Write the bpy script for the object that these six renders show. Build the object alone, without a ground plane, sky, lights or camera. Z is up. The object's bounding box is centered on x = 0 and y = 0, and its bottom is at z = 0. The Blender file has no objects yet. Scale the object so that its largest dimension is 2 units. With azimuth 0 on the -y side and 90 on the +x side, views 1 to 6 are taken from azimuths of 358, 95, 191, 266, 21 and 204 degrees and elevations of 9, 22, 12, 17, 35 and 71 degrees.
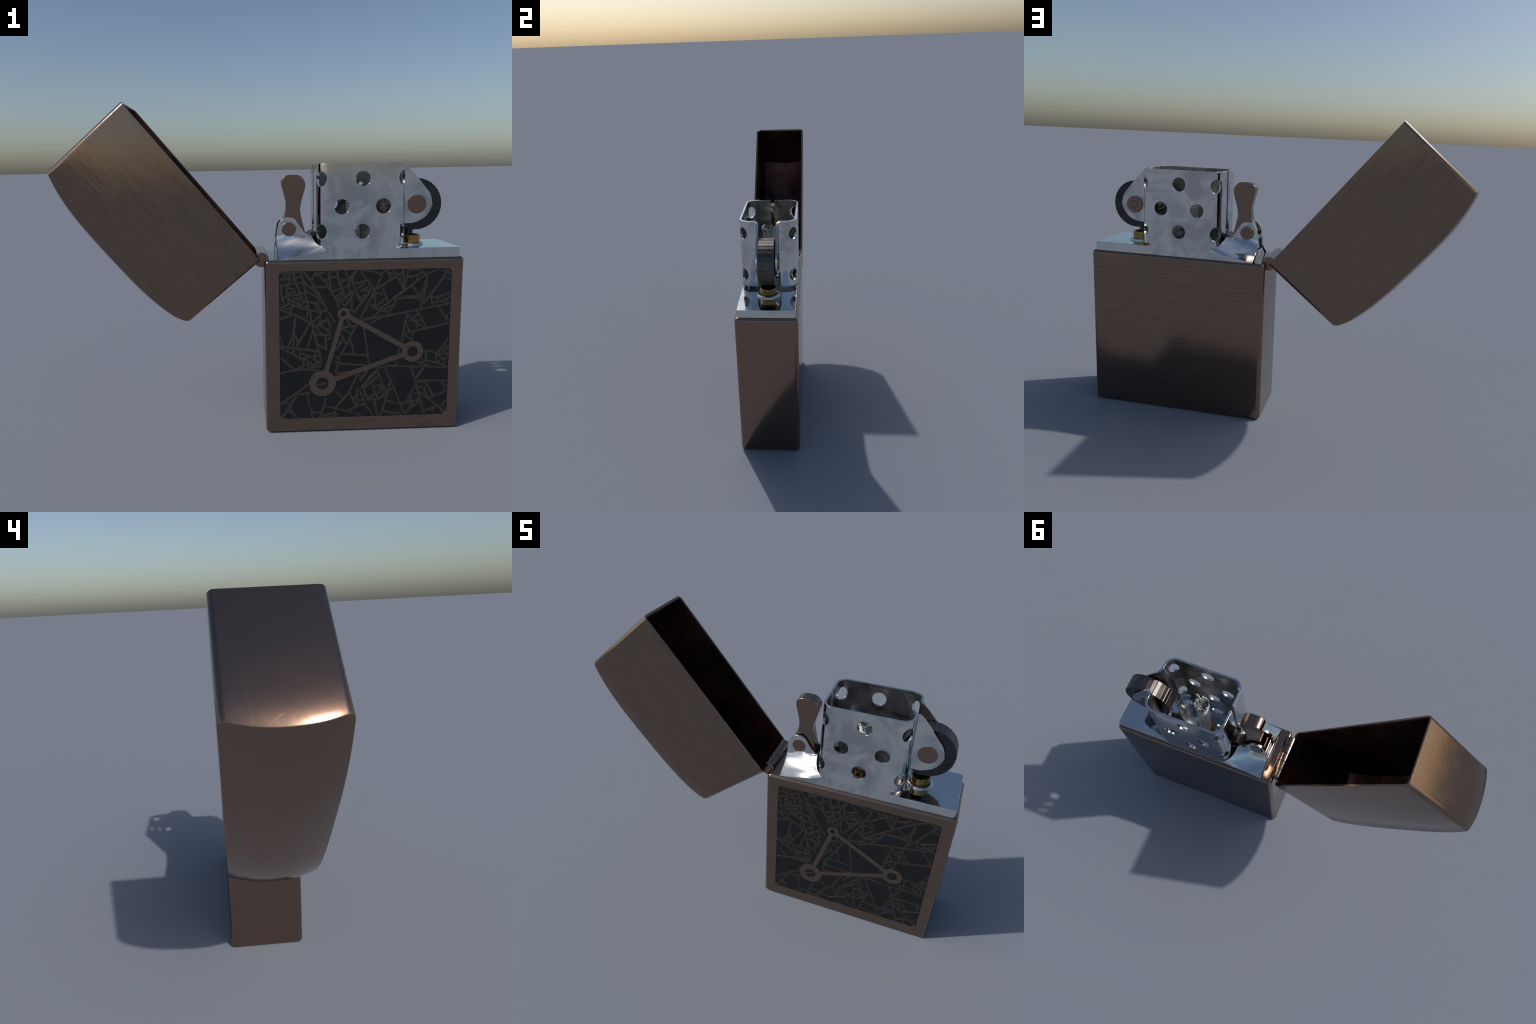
"""A flip-top pocket lighter standing open: brushed copper case and lid, bright steel insert with a
perforated wind guard, striker wheel, wick and a black enamel front panel with a raised cobweb of lines."""
import bpy, bmesh, math, random
from mathutils import Vector, Matrix, noise

random.seed(7)
SCENE = bpy.context.scene

# ------------------------------------------------------------------ materials
def new_material(name):
    m = bpy.data.materials.new(name)
    m.use_nodes = True
    nt = m.node_tree
    return m, nt, nt.nodes["Principled BSDF"]

def node(nt, kind, **props):
    n = nt.nodes.new(kind)
    for k, v in props.items():
        setattr(n, k, v)
    return n

def noise_tex(nt, vec, scale, detail=4.0, rough=0.55, distortion=0.0):
    n = node(nt, "ShaderNodeTexNoise")
    n.inputs["Scale"].default_value = scale
    n.inputs["Detail"].default_value = detail
    n.inputs["Roughness"].default_value = rough
    n.inputs["Distortion"].default_value = distortion
    nt.links.new(vec, n.inputs["Vector"])
    return n.outputs["Fac"]

def mapped(nt, vec, scale, rot=(0, 0, 0), loc=(0, 0, 0)):
    n = node(nt, "ShaderNodeMapping")
    n.inputs["Scale"].default_value = scale
    n.inputs["Rotation"].default_value = rot
    n.inputs["Location"].default_value = loc
    nt.links.new(vec, n.inputs["Vector"])
    return n.outputs["Vector"]

def ramp(nt, fac, stops, interpolation="LINEAR"):
    n = node(nt, "ShaderNodeValToRGB")
    cr = n.color_ramp
    cr.interpolation = interpolation
    while len(cr.elements) < len(stops):
        cr.elements.new(0.5)
    for e, (p, c) in zip(cr.elements, stops):
        e.position = p
        e.color = (c, c, c, 1) if isinstance(c, (int, float)) else (*c, 1)
    nt.links.new(fac, n.inputs["Fac"])
    return n.outputs["Color"]

def math_node(nt, op, a, b=None, clamp=False):
    n = node(nt, "ShaderNodeMath", operation=op, use_clamp=clamp)
    for sock, v in zip(n.inputs, (a, b)):
        if v is None:
            continue
        if isinstance(v, (int, float)):
            sock.default_value = v
        else:
            nt.links.new(v, sock)
    return n.outputs[0]

def mix_rgb(nt, fac, a, b, blend="MIX"):
    n = node(nt, "ShaderNodeMix", data_type="RGBA", blend_type=blend)
    for sock, v in ((n.inputs[0], fac), (n.inputs[6], a), (n.inputs[7], b)):
        if isinstance(v, (int, float)):
            sock.default_value = v
        elif isinstance(v, tuple):
            sock.default_value = (*v, 1)
        else:
            nt.links.new(v, sock)
    return n.outputs[2]

def bump(nt, height, strength, distance, normal=None):
    n = node(nt, "ShaderNodeBump")
    n.inputs["Strength"].default_value = strength
    n.inputs["Distance"].default_value = distance
    nt.links.new(height, n.inputs["Height"])
    if normal is not None:
        nt.links.new(normal, n.inputs["Normal"])
    return n.outputs["Normal"]

def soft_edges(nt, radius):
    n = node(nt, "ShaderNodeBevel", samples=4)
    n.inputs["Radius"].default_value = radius
    return n.outputs["Normal"]

def scratches(nt, vec):
    """Straight hair-thin scratches: random planes cut the surface, a noise keeps short lengths of them."""
    rng = random.Random(11)
    total = None
    gate = ramp(nt, noise_tex(nt, vec, 5.0, 1.0), [(0.54, 0.0), (0.66, 1.0)])
    for k in range(9):
        n = Vector((rng.uniform(-1, 1), rng.uniform(-0.8, 0.8), rng.uniform(-1, 1))).normalized()
        dot = node(nt, "ShaderNodeVectorMath", operation="DOT_PRODUCT")
        nt.links.new(vec, dot.inputs[0])
        dot.inputs[1].default_value = n
        d = math_node(nt, "ABSOLUTE", math_node(nt, "SUBTRACT", dot.outputs["Value"], n.dot(Vector((rng.uniform(0.1, 0.9), rng.uniform(-0.15, 0.15), rng.uniform(0.1, 0.8))))))
        one = math_node(nt, "LESS_THAN", d, rng.uniform(0.0009, 0.0016))
        total = one if total is None else math_node(nt, "MAXIMUM", total, one)
    return math_node(nt, "MULTIPLY", total, gate)

def copper_material(name, brushed, tint=(1, 1, 1), rough=0.135, edge=0.0014, normal_tilt=0.0):
    m, nt, bsdf = new_material(name)
    tc = node(nt, "ShaderNodeTexCoord")
    obj = tc.outputs["Object"]
    big = noise_tex(nt, obj, 3.2, 3.0, 0.6)
    col = ramp(nt, big, [(0.35, (0.300 * tint[0], 0.193 * tint[1], 0.146 * tint[2])),
                         (0.65, (0.272 * tint[0], 0.194 * tint[1], 0.148 * tint[2]))])
    scr = scratches(nt, obj)
    smudge = noise_tex(nt, obj, 9.0, 5.0, 0.65, 0.6)
    r = math_node(nt, "ADD", math_node(nt, "MULTIPLY", smudge, 0.18), rough - 0.09)
    normal = soft_edges(nt, max(edge, 0.0002))
    if normal_tilt:
        # shading normals tipped down towards the foot, lifting the mirrored ground shadow
        sp, sn = node(nt, "ShaderNodeSeparateXYZ"), node(nt, "ShaderNodeSeparateXYZ")
        nt.links.new(obj, sp.inputs[0])
        nt.links.new(tc.outputs["Normal"], sn.inputs[0])
        wall = math_node(nt, "LESS_THAN", math_node(nt, "ABSOLUTE", sn.outputs["Z"]), 0.3)
        low = math_node(nt, "MULTIPLY", math_node(nt, "SUBTRACT", sp.outputs["Z"], 0.88), normal_tilt)
        comb, add = node(nt, "ShaderNodeCombineXYZ"), node(nt, "ShaderNodeVectorMath", operation="ADD")
        nt.links.new(math_node(nt, "MULTIPLY", low, wall), comb.inputs["Z"])
        nt.links.new(normal, add.inputs[0])
        nt.links.new(comb.outputs[0], add.inputs[1])
        unit = node(nt, "ShaderNodeVectorMath", operation="NORMALIZE")
        nt.links.new(add.outputs[0], unit.inputs[0])
        normal = unit.outputs[0]
    if brushed:
        # brush marks run along the object's x on the two broad faces only
        sep = node(nt, "ShaderNodeSeparateXYZ")
        nt.links.new(tc.outputs["Normal"], sep.inputs[0])
        broad = math_node(nt, "GREATER_THAN", math_node(nt, "ABSOLUTE", sep.outputs["Y"]), 0.8)
        wob = mapped(nt, obj, (4.2, 1.0, 75.0), (0, 0.04, 0))
        streak = noise_tex(nt, wob, 1.5, 5.0, 0.6)
        fine = noise_tex(nt, mapped(nt, obj, (5.0, 1.0, 260.0)), 1.5, 3.0, 0.6)
        both = math_node(nt, "MULTIPLY", math_node(nt, "ADD", streak, math_node(nt, "MULTIPLY", fine, 0.5)), broad)
        shade = ramp(nt, streak, [(0.32, (0.75, 0.82, 0.83)), (0.68, (0.99, 1.04, 1.05))])
        fac = math_node(nt, "MULTIPLY", broad, 0.9)
        col = mix_rgb(nt, fac, col, shade, "MULTIPLY")
        r = math_node(nt, "ADD", r, math_node(nt, "MULTIPLY", math_node(nt, "SUBTRACT", streak, 0.5), math_node(nt, "MULTIPLY", broad, 0.30)))
        normal = bump(nt, both, 0.09, 0.004, normal)
    col = mix_rgb(nt, math_node(nt, "MULTIPLY", scr, 0.05), col, (0.42, 0.36, 0.32))
    r = math_node(nt, "ADD", r, math_node(nt, "MULTIPLY", scr, 0.04))
    normal = bump(nt, math_node(nt, "ADD", math_node(nt, "MULTIPLY", scr, -0.3), math_node(nt, "MULTIPLY", smudge, 0.5)), 0.12, 0.004, normal)
    nt.links.new(col, bsdf.inputs["Base Color"])
    nt.links.new(r, bsdf.inputs["Roughness"])
    nt.links.new(normal, bsdf.inputs["Normal"])
    bsdf.inputs["Metallic"].default_value = 1.0
    return m

def steel_material(name, base=(0.74, 0.755, 0.735), rough=0.11, edge=0.003, blotch=0.5):
    m, nt, bsdf = new_material(name)
    tc = node(nt, "ShaderNodeTexCoord")
    obj = tc.outputs["Object"]
    cloud = noise_tex(nt, obj, 6.5, 5.0, 0.58, 1.0)
    dirt = ramp(nt, cloud, [(0.42, 0.0), (0.60, 1.0)])
    dark = (base[0] * 0.60, base[1] * 0.62, base[2] * 0.66)
    col = mix_rgb(nt, math_node(nt, "MULTIPLY", dirt, blotch), base, dark)
    speck = ramp(nt, noise_tex(nt, obj, 34.0, 4.0, 0.7), [(0.62, 0.0), (0.72, 1.0)])
    col = mix_rgb(nt, math_node(nt, "MULTIPLY", speck, blotch * 0.25), col, tuple(c * 0.6 for c in base))
    r = math_node(nt, "ADD", math_node(nt, "MULTIPLY", dirt, 0.07), rough - 0.03)
    normal = bump(nt, noise_tex(nt, obj, 7.0, 2.0), 0.05, 0.02, soft_edges(nt, edge))
    nt.links.new(col, bsdf.inputs["Base Color"])
    nt.links.new(r, bsdf.inputs["Roughness"])
    nt.links.new(normal, bsdf.inputs["Normal"])
    bsdf.inputs["Metallic"].default_value = 1.0
    return m

def soot_steel_material():
    """Inner side of the wind guard: smoked steel, grey patches over brown-black soot."""
    m, nt, bsdf = new_material("smoked_steel")
    obj = node(nt, "ShaderNodeTexCoord").outputs["Object"]
    cloud = noise_tex(nt, obj, 7.0, 6.0, 0.68, 1.2)
    col = ramp(nt, cloud, [(0.34, (0.09, 0.082, 0.075)), (0.50, (0.33, 0.32, 0.31)), (0.66, (0.58, 0.59, 0.58))])
    r = ramp(nt, cloud, [(0.35, 0.42), (0.7, 0.2)])
    nt.links.new(col, bsdf.inputs["Base Color"])
    nt.links.new(r, bsdf.inputs["Roughness"])
    nt.links.new(soft_edges(nt, 0.002), bsdf.inputs["Normal"])
    bsdf.inputs["Metallic"].default_value = 1.0
    return m

def patchy_metal(name, dark, light, scale, rough, metallic=1.0, bump_strength=0.0, edge=0.002):
    m, nt, bsdf = new_material(name)
    obj = node(nt, "ShaderNodeTexCoord").outputs["Object"]
    cloud = noise_tex(nt, obj, scale, 6.0, 0.65, 0.5)
    nt.links.new(ramp(nt, cloud, [(0.36, dark), (0.64, light)]), bsdf.inputs["Base Color"])
    nt.links.new(math_node(nt, "ADD", math_node(nt, "MULTIPLY", cloud, 0.2), rough - 0.1), bsdf.inputs["Roughness"])
    normal = soft_edges(nt, edge)
    if bump_strength:
        normal = bump(nt, noise_tex(nt, obj, scale * 4, 4.0), bump_strength, 0.01, normal)
    nt.links.new(normal, bsdf.inputs["Normal"])
    bsdf.inputs["Metallic"].default_value = metallic
    return m

def wick_material():
    m, nt, bsdf = new_material("braided_cotton")
    obj = node(nt, "ShaderNodeTexCoord").outputs["Object"]
    sep = node(nt, "ShaderNodeSeparateXYZ")
    nt.links.new(obj, sep.inputs[0])
    grime = noise_tex(nt, obj, 16.0, 5.0, 0.6)
    col = ramp(nt, grime, [(0.35, (0.62, 0.62, 0.60)), (0.6, (0.86, 0.87, 0.85))])
    tip = math_node(nt, "MULTIPLY", math_node(nt, "SUBTRACT", sep.outputs["Z"], 0.245), 14.0, True)
    singe = math_node(nt, "MULTIPLY", tip, ramp(nt, noise_tex(nt, obj, 40.0, 3.0), [(0.46, 0.0), (0.62, 0.9)]))
    col = mix_rgb(nt, singe, col, (0.06, 0.06, 0.055))
    nt.links.new(col, bsdf.inputs["Base Color"])
    nt.links.new(bump(nt, noise_tex(nt, obj, 60.0, 3.0), 0.3, 0.01), bsdf.inputs["Normal"])
    bsdf.inputs["Roughness"].default_value = 0.8
    return m

M_COPPER = copper_material("brushed_copper", True)
M_CASE = copper_material("case_copper", True, edge=0.003, normal_tilt=0.16)
M_POLISHED = copper_material("polished_copper", False, (0.94, 0.98, 1.02), rough=0.16, edge=0.0015)
M_LINE = copper_material("darkened_copper", False, (0.37, 0.44, 0.505), rough=0.60, edge=0.001)
M_FLAT = copper_material("flat_copper", True, (0.88, 0.93, 0.95), edge=0.0)
M_STEEL = steel_material("bright_steel", base=(0.76, 0.775, 0.755), blotch=0.8)
M_DECK = steel_material("mirror_steel", rough=0.06, blotch=0.35)
M_SOOT = soot_steel_material()
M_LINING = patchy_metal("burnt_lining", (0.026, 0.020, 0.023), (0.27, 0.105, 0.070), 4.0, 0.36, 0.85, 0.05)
M_BRASS = patchy_metal("aged_brass", (0.27, 0.165, 0.05), (0.52, 0.33, 0.11), 14.0, 0.24)
M_WHEEL = patchy_metal("gunmetal", (0.050, 0.050, 0.053), (0.072, 0.070, 0.070), 10.0, 0.42)
M_TEETH = patchy_metal("brownish_gunmetal", (0.100, 0.088, 0.080), (0.140, 0.126, 0.118), 14.0, 0.40, 1.0, 0.06)
M_DARK = patchy_metal("dark_steel", (0.045, 0.045, 0.05), (0.10, 0.095, 0.09), 12.0, 0.35)
M_WICK_HOLLOW = patchy_metal("dark_hollow_cotton", (0.02, 0.02, 0.02), (0.34, 0.34, 0.33), 70.0, 0.8, 0.0, 0.3)
M_ENAMEL = patchy_metal("black_enamel", (0.0060, 0.0066, 0.0080), (0.0080, 0.0088, 0.0104), 6.0, 0.42, 0.0)
M_ENAMEL.node_tree.nodes["Principled BSDF"].inputs["Specular IOR Level"].default_value = 0.38
M_WICK = wick_material()

# ------------------------------------------------------------------ mesh helpers
def make_object(name, bm, materials, parent=None, smooth_angle=35.0, location=None, origin=None, recalc=True, weighted=True):
    """Turns a bmesh into an object; `origin` moves the object's origin without moving its shape."""
    if recalc:
        bmesh.ops.recalc_face_normals(bm, faces=bm.faces)
    if origin is not None:
        bmesh.ops.translate(bm, verts=bm.verts, vec=-Vector(origin))
    me = bpy.data.meshes.new(name)
    bm.to_mesh(me)
    bm.free()
    for m in materials if isinstance(materials, (list, tuple)) else [materials]:
        me.materials.append(m)
    if smooth_angle:
        for p in me.polygons:
            p.use_smooth = True
        me.set_sharp_from_angle(angle=math.radians(smooth_angle))
    ob = bpy.data.objects.new(name, me)
    SCENE.collection.objects.link(ob)
    if origin is not None:
        ob.location = origin
    if weighted and smooth_angle:
        even_flats(ob)
    if location is not None:
        ob.location = location
    if parent is not None:
        ob.parent = parent
        if origin is not None:
            ob.location = Vector(origin) - parent_offset(parent)
    return ob

def even_flats(ob):
    """Keeps broad flat faces flat in shading beside rounded edges."""
    md = ob.modifiers.new("weighted_normals", "WEIGHTED_NORMAL")
    md.keep_sharp = True
    md.weight = 60

def parent_offset(ob):
    v = Vector((0, 0, 0))
    while ob is not None:
        v += ob.location
        ob = ob.parent
    return v

def bm_box(bm, lo, hi):
    vs = bmesh.ops.create_cube(bm, size=1.0)["verts"]
    for v in vs:
        v.co = Vector([l + (c + 0.5) * (h - l) for c, l, h in zip(v.co, lo, hi)])
    return vs

def rounded_box(lo, hi, vertical=0.0, horizontal=0.0, top=True, bottom=True, segments=5):
    """Box with its upright edges rounded by `vertical` and its top and/or bottom rim by `horizontal`."""
    bm = bmesh.new()
    bm_box(bm, lo, hi)
    if vertical:
        es = [e for e in bm.edges if abs(e.verts[0].co.z - e.verts[1].co.z) > 1e-6]
        bmesh.ops.bevel(bm, geom=es, offset=vertical, segments=segments, profile=0.5, affect="EDGES")
    if horizontal:
        es = []
        for e in bm.edges:
            z0, z1 = e.verts[0].co.z, e.verts[1].co.z
            if abs(z0 - z1) < 1e-6 and ((top and abs(z0 - hi[2]) < 1e-6) or (bottom and abs(z0 - lo[2]) < 1e-6)):
                es.append(e)
        bmesh.ops.bevel(bm, geom=es, offset=horizontal, segments=4, profile=0.5, affect="EDGES")
    return bm

def prism(outline, y0, y1, bevel=0.0, segments=2):
    """Outline in the x-z plane, pushed from y0 to y1."""
    bm = bmesh.new()
    a = [bm.verts.new((x, y0, z)) for x, z in outline]
    b = [bm.verts.new((x, y1, z)) for x, z in outline]
    n = len(outline)
    bm.faces.new(a)
    bm.faces.new(list(reversed(b)))
    for i in range(n):
        bm.faces.new((a[i], b[i], b[(i + 1) % n], a[(i + 1) % n]))
    bmesh.ops.recalc_face_normals(bm, faces=bm.faces)
    if bevel:
        es = [e for e in bm.edges if abs(e.verts[0].co.y - e.verts[1].co.y) < 1e-6]
        bmesh.ops.bevel(bm, geom=es, offset=bevel, segments=segments, profile=0.5, affect="EDGES")
    return bm

def lathe(profile, axis="Z", steps=48, closed=False):
    """Turns (radius, height) pairs round an axis through the origin."""
    bm = bmesh.new()
    rings = []
    for r, h in profile:
        ring = []
        if r < 1e-6:
            ring = [bm.verts.new((0, 0, h))]
        else:
            for i in range(steps):
                t = 2 * math.pi * i / steps
                ring.append(bm.verts.new((r * math.cos(t), r * math.sin(t), h)))
        rings.append(ring)
    pairs = list(zip(rings, rings[1:])) + ([(rings[-1], rings[0])] if closed else [])
    for p, q in pairs:
        for i in range(steps):
            j = (i + 1) % steps
            if len(p) == 1 and len(q) == 1:
                continue
            if len(p) == 1:
                bm.faces.new((p[0], q[i], q[j]))
            elif len(q) == 1:
                bm.faces.new((p[i], p[j], q[0]))
            else:
                bm.faces.new((p[i], p[j], q[j], q[i]))
    if axis == "Y":          # height runs towards -y
        bmesh.ops.rotate(bm, verts=bm.verts, cent=(0, 0, 0), matrix=Matrix.Rotation(math.radians(90), 3, "X"))
    return bm

def smooth_loop(points, sub=5):
    """Closed Catmull-Rom loop through control points."""
    out, n = [], len(points)
    for i in range(n):
        p0, p1, p2, p3 = (Vector(points[(i + k) % n]) for k in (-1, 0, 1, 2))
        for s in range(sub):
            t = s / sub
            out.append(tuple(0.5 * ((2 * p1) + (p2 - p0) * t + (2 * p0 - 5 * p1 + 4 * p2 - p3) * t * t + (3 * p1 - p0 - 3 * p2 + p3) * t ** 3)))
    return out

def interp(table, t):
    """Piecewise linear lookup in ((t, value), ...)."""
    if t <= table[0][0]:
        return table[0][1]
    for (a, va), (b, vb) in zip(table, table[1:]):
        if t <= b:
            return va + (vb - va) * (t - a) / (b - a)
    return table[-1][1]

def bake_modifiers(ob, smooth_angle=35.0):
    """Replaces the object's mesh by its evaluated one."""
    dg = bpy.context.evaluated_depsgraph_get()
    dg.update()
    me = bpy.data.meshes.new_from_object(ob.evaluated_get(dg), preserve_all_data_layers=False, depsgraph=dg)
    old = ob.data
    ob.modifiers.clear()
    ob.data = me
    me.name = old.name
    bpy.data.meshes.remove(old)
    for p in me.polygons:
        p.use_smooth = True
    me.set_sharp_from_angle(angle=math.radians(smooth_angle))

def cut(ob, cutters, smooth_angle=35.0):
    ob.modifiers.clear()
    for c in cutters:
        c.modifiers.clear()
        md = ob.modifiers.new("cut", "BOOLEAN")
        md.operation = "DIFFERENCE"
        md.solver = "EXACT"
        md.object = c
    bake_modifiers(ob, smooth_angle)
    even_flats(ob)
    for c in cutters:
        me = c.data
        bpy.data.objects.remove(c)
        bpy.data.meshes.remove(me)

# ------------------------------------------------------------------ the thing
lighter = bpy.data.objects.new("pocket_lighter", None)
SCENE.collection.objects.link(lighter)
lighter["label"] = "open flip-top metal lighter, brushed copper case with black cobweb panel"
lighter["category"] = "lighter"

# ---- case -----------------------------------------------------------------
CASE_X0, CASE_X1, CASE_Y, CASE_TOP = 0.024, 1.000, 0.174, 0.881
PANEL = (0.094, 0.938, 0.074, 0.827)          # x0, x1, z0, z1 of the sunk front panel

case = make_object("case", rounded_box((CASE_X0, -CASE_Y, 0.0), (CASE_X1, CASE_Y, CASE_TOP), 0.022, 0.016), M_CASE, lighter)

def rounded_rect(x0, x1, z0, z1, r, n=6):
    pts = []
    for cx, cz, a0 in ((x1 - r, z1 - r, 0), (x0 + r, z1 - r, 90), (x0 + r, z0 + r, 180), (x1 - r, z0 + r, 270)):
        for i in range(n + 1):
            a = math.radians(a0 + 90 * i / n)
            pts.append((cx + r * math.cos(a), cz + r * math.sin(a)))
    return pts

recess = make_object("recess_cutter", prism(rounded_rect(*PANEL, 0.024), -0.25, -0.1675), M_CASE, None, 0)
pocket = make_object("pocket_cutter", rounded_box((0.0923, -0.1614, 0.84), (0.9860, 0.1614, 1.0), 0.017), M_CASE, None, 0)
cut(case, [recess, pocket], 30)

panel = make_object("front_panel", prism(rounded_rect(PANEL[0] + 0.0008, PANEL[1] - 0.0008, PANEL[2] + 0.0008, PANEL[3] - 0.0008, 0.0235), -0.1720, -0.1660), M_ENAMEL, case, 30)

# the raised cobweb: straight strokes in the panel plane, (x, z) in thousandths of a metre
WEB = bmesh.new()
def web_stroke(pts, width, front):
    """One bevelled ridge with mitred bends."""
    p = [Vector(q) / 1000.0 for q in pts]
    sides = []
    for i, q in enumerate(p):
        d0 = (q - p[i - 1]).normalized() if i else (p[1] - q).normalized()
        d1 = (p[i + 1] - q).normalized() if i + 1 < len(p) else d0
        n0, n1 = Vector((-d0.y, d0.x)), Vector((-d1.y, d1.x))
        m = (n0 + n1).normalized()
        sides.append(m / max(0.5, m.dot(n0)))
    e = 0.002                                     # run a little past the ends so strokes meet
    p[0] = p[0] - (p[1] - p[0]).normalized() * e
    p[-1] = p[-1] + (p[-1] - p[-2]).normalized() * e
    rows = []
    x0, x1, z0, z1 = PANEL[0] + 0.001, PANEL[1] - 0.001, PANEL[2] + 0.001, PANEL[3] - 0.001
    for q, s in zip(p, sides):
        row = []
        for k, y in ((-0.5, -0.1710), (-0.46, front), (0.46, front), (0.5, -0.1710)):
            c = q + s * (k * width)
            row.append(WEB.verts.new((min(max(c.x, x0), x1), y, min(max(c.y, z0), z1))))
        rows.append(row)
    for a, b in zip(rows, rows[1:]):
        for k in range(3):
            WEB.faces.new((a[k], a[k + 1], b[k + 1], b[k]))
    WEB.faces.new(rows[0])
    WEB.faces.new(list(reversed(rows[-1])))

def web_lines(strokes):
    for pts in strokes:
        length = sum((Vector(b) - Vector(a)).length for a, b in zip(pts, pts[1:]))
        width = 0.0116 if length > 60 else 0.0102
        web_stroke(pts, width * random.uniform(0.9, 1.12), -0.1724 - random.uniform(0, 0.0005))

web_upper_left = [
    [(203,824),(239,628)], [(216,824),(251,777),(281,719),(288,688)], [(271,824),(253,775)],
    [(273,824),(320,770),(380,671)], [(210,787),(228,760),(285,711)], [(285,723),(328,632),(368,567)],
    [(251,747),(324,744)], [(221,732),(268,706),(322,647)], [(104,818),(197,824)], [(96,783),(130,807)],
    [(162,815),(213,667)], [(173,793),(203,801)], [(178,769),(208,770)], [(145,815),(145,783),(129,727)],
    [(121,784),(139,793)], [(149,784),(169,783)], [(96,757),(133,761)], [(147,764),(171,767)],
    [(139,745),(167,741)], [(104,754),(107,699)], [(133,719),(174,727)], [(198,715),(217,720)],
    [(150,705),(189,713)], [(152,686),(195,697)], [(105,691),(148,715)], [(137,719),(140,663)],
    [(114,689),(119,647)], [(96,646),(135,662)], [(119,643),(144,644)], [(142,688),(206,658)],
    [(187,691),(196,650)], [(150,665),(232,634),(270,629)], [(161,653),(147,625)],
    [(96,640),(177,607),(249,566)], [(96,591),(153,609)], [(172,605),(172,559)], [(208,681),(288,665)],
    [(221,652),(234,648)], [(270,670),(275,631),(285,619)], [(283,658),(292,629),(311,623),(320,629)],
    [(247,626),(232,621),(228,588)], [(245,626),(254,557)], [(283,619),(302,615)], [(260,573),(302,613)],
    [(294,594),(296,569),(285,556)], [(304,566),(337,593)], [(334,579),(339,554)],
    [(286,820),(311,815),(318,824)], [(271,807),(296,808)], [(316,775),(335,784)],
    [(337,824),(346,731),(377,671)], [(342,799),(370,793)], [(340,824),(361,823)], [(354,723),(380,732)],
    [(369,692),(380,703)],
]
web_lines(web_upper_left)
web_upper_middle = [
    [(376,824),(384,777),(416,695)], [(421,824),(421,805),(444,776)], [(466,824),(440,786)],
    [(468,824),(453,789),(455,757)], [(393,778),(425,778)], [(395,762),(405,767)],
    [(405,737),(424,744),(433,755)], [(367,727),(405,739)], [(436,786),(439,719),(446,711)],
    [(455,757),(476,712)], [(459,757),(532,776)], [(490,824),(559,727)], [(497,824),(535,824),(590,805)],
    [(535,824),(546,823)], [(612,824),(590,805),(597,793),(493,585)], [(576,733),(661,786)],
    [(621,824),(623,810),(637,804),(637,771)], [(627,808),(655,806)], [(471,730),(508,757)],
    [(490,720),(531,743)], [(499,725),(522,721),(546,732)], [(371,692),(399,720)], [(379,678),(403,705)],
    [(387,667),(458,722)], [(373,673),(389,642)], [(405,720),(424,681)], [(421,648),(458,709)],
    [(448,692),(451,617)], [(404,664),(419,647)], [(426,637),(440,627)], [(469,711),(498,664)],
    [(478,703),(499,689),(514,706)], [(498,664),(542,720)], [(459,615),(507,671)], [(552,684),(571,708)],
    [(567,704),(564,643)], [(602,730),(630,664)], [(576,712),(601,702)],
    [(543,657),(555,639),(585,625),(633,614)], [(568,639),(611,678)], [(589,629),(663,685)],
    [(544,579),(587,617),(655,648),(664,663)], [(501,577),(665,601)], [(633,608),(646,633)],
    [(549,560),(596,586)], [(427,579),(440,551)],
]
web_lines(web_upper_middle)
web_upper_right = [
    [(653,824),(663,805)], [(648,805),(684,802),(701,813)], [(702,824),(702,709)], [(725,824),(705,712)],
    [(723,824),(785,824)], [(785,824),(811,794)], [(728,790),(741,786),(791,804)], [(711,783),(741,786)],
    [(769,789),(770,768)], [(713,722),(810,796),(873,824)], [(651,679),(713,722)],
    [(649,781),(669,790),(701,739)], [(688,791),(685,763)], [(748,738),(768,711),(787,697)],
    [(813,771),(805,731),(787,699)], [(818,790),(818,740),(807,721),(807,681),(792,652),(793,627)],
    [(698,688),(808,692)], [(670,681),(746,683),(793,676)], [(804,650),(903,784),(912,807)],
    [(877,824),(922,803)], [(907,824),(921,814),(936,789)], [(909,778),(936,770)], [(841,686),(850,639)],
    [(844,690),(867,679),(936,705)], [(867,679),(885,664),(922,657)], [(902,679),(923,668),(932,689)],
    [(853,655),(880,656)], [(653,600),(936,649)], [(880,635),(929,561)], [(936,604),(921,581),(929,565)],
    [(772,616),(817,541)], [(714,608),(754,576)], [(725,594),(715,544)], [(754,576),(777,595)],
    [(764,568),(793,567)], [(736,568),(768,566),(788,542)], [(652,631),(670,675)],
]
web_lines(web_upper_right)
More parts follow.
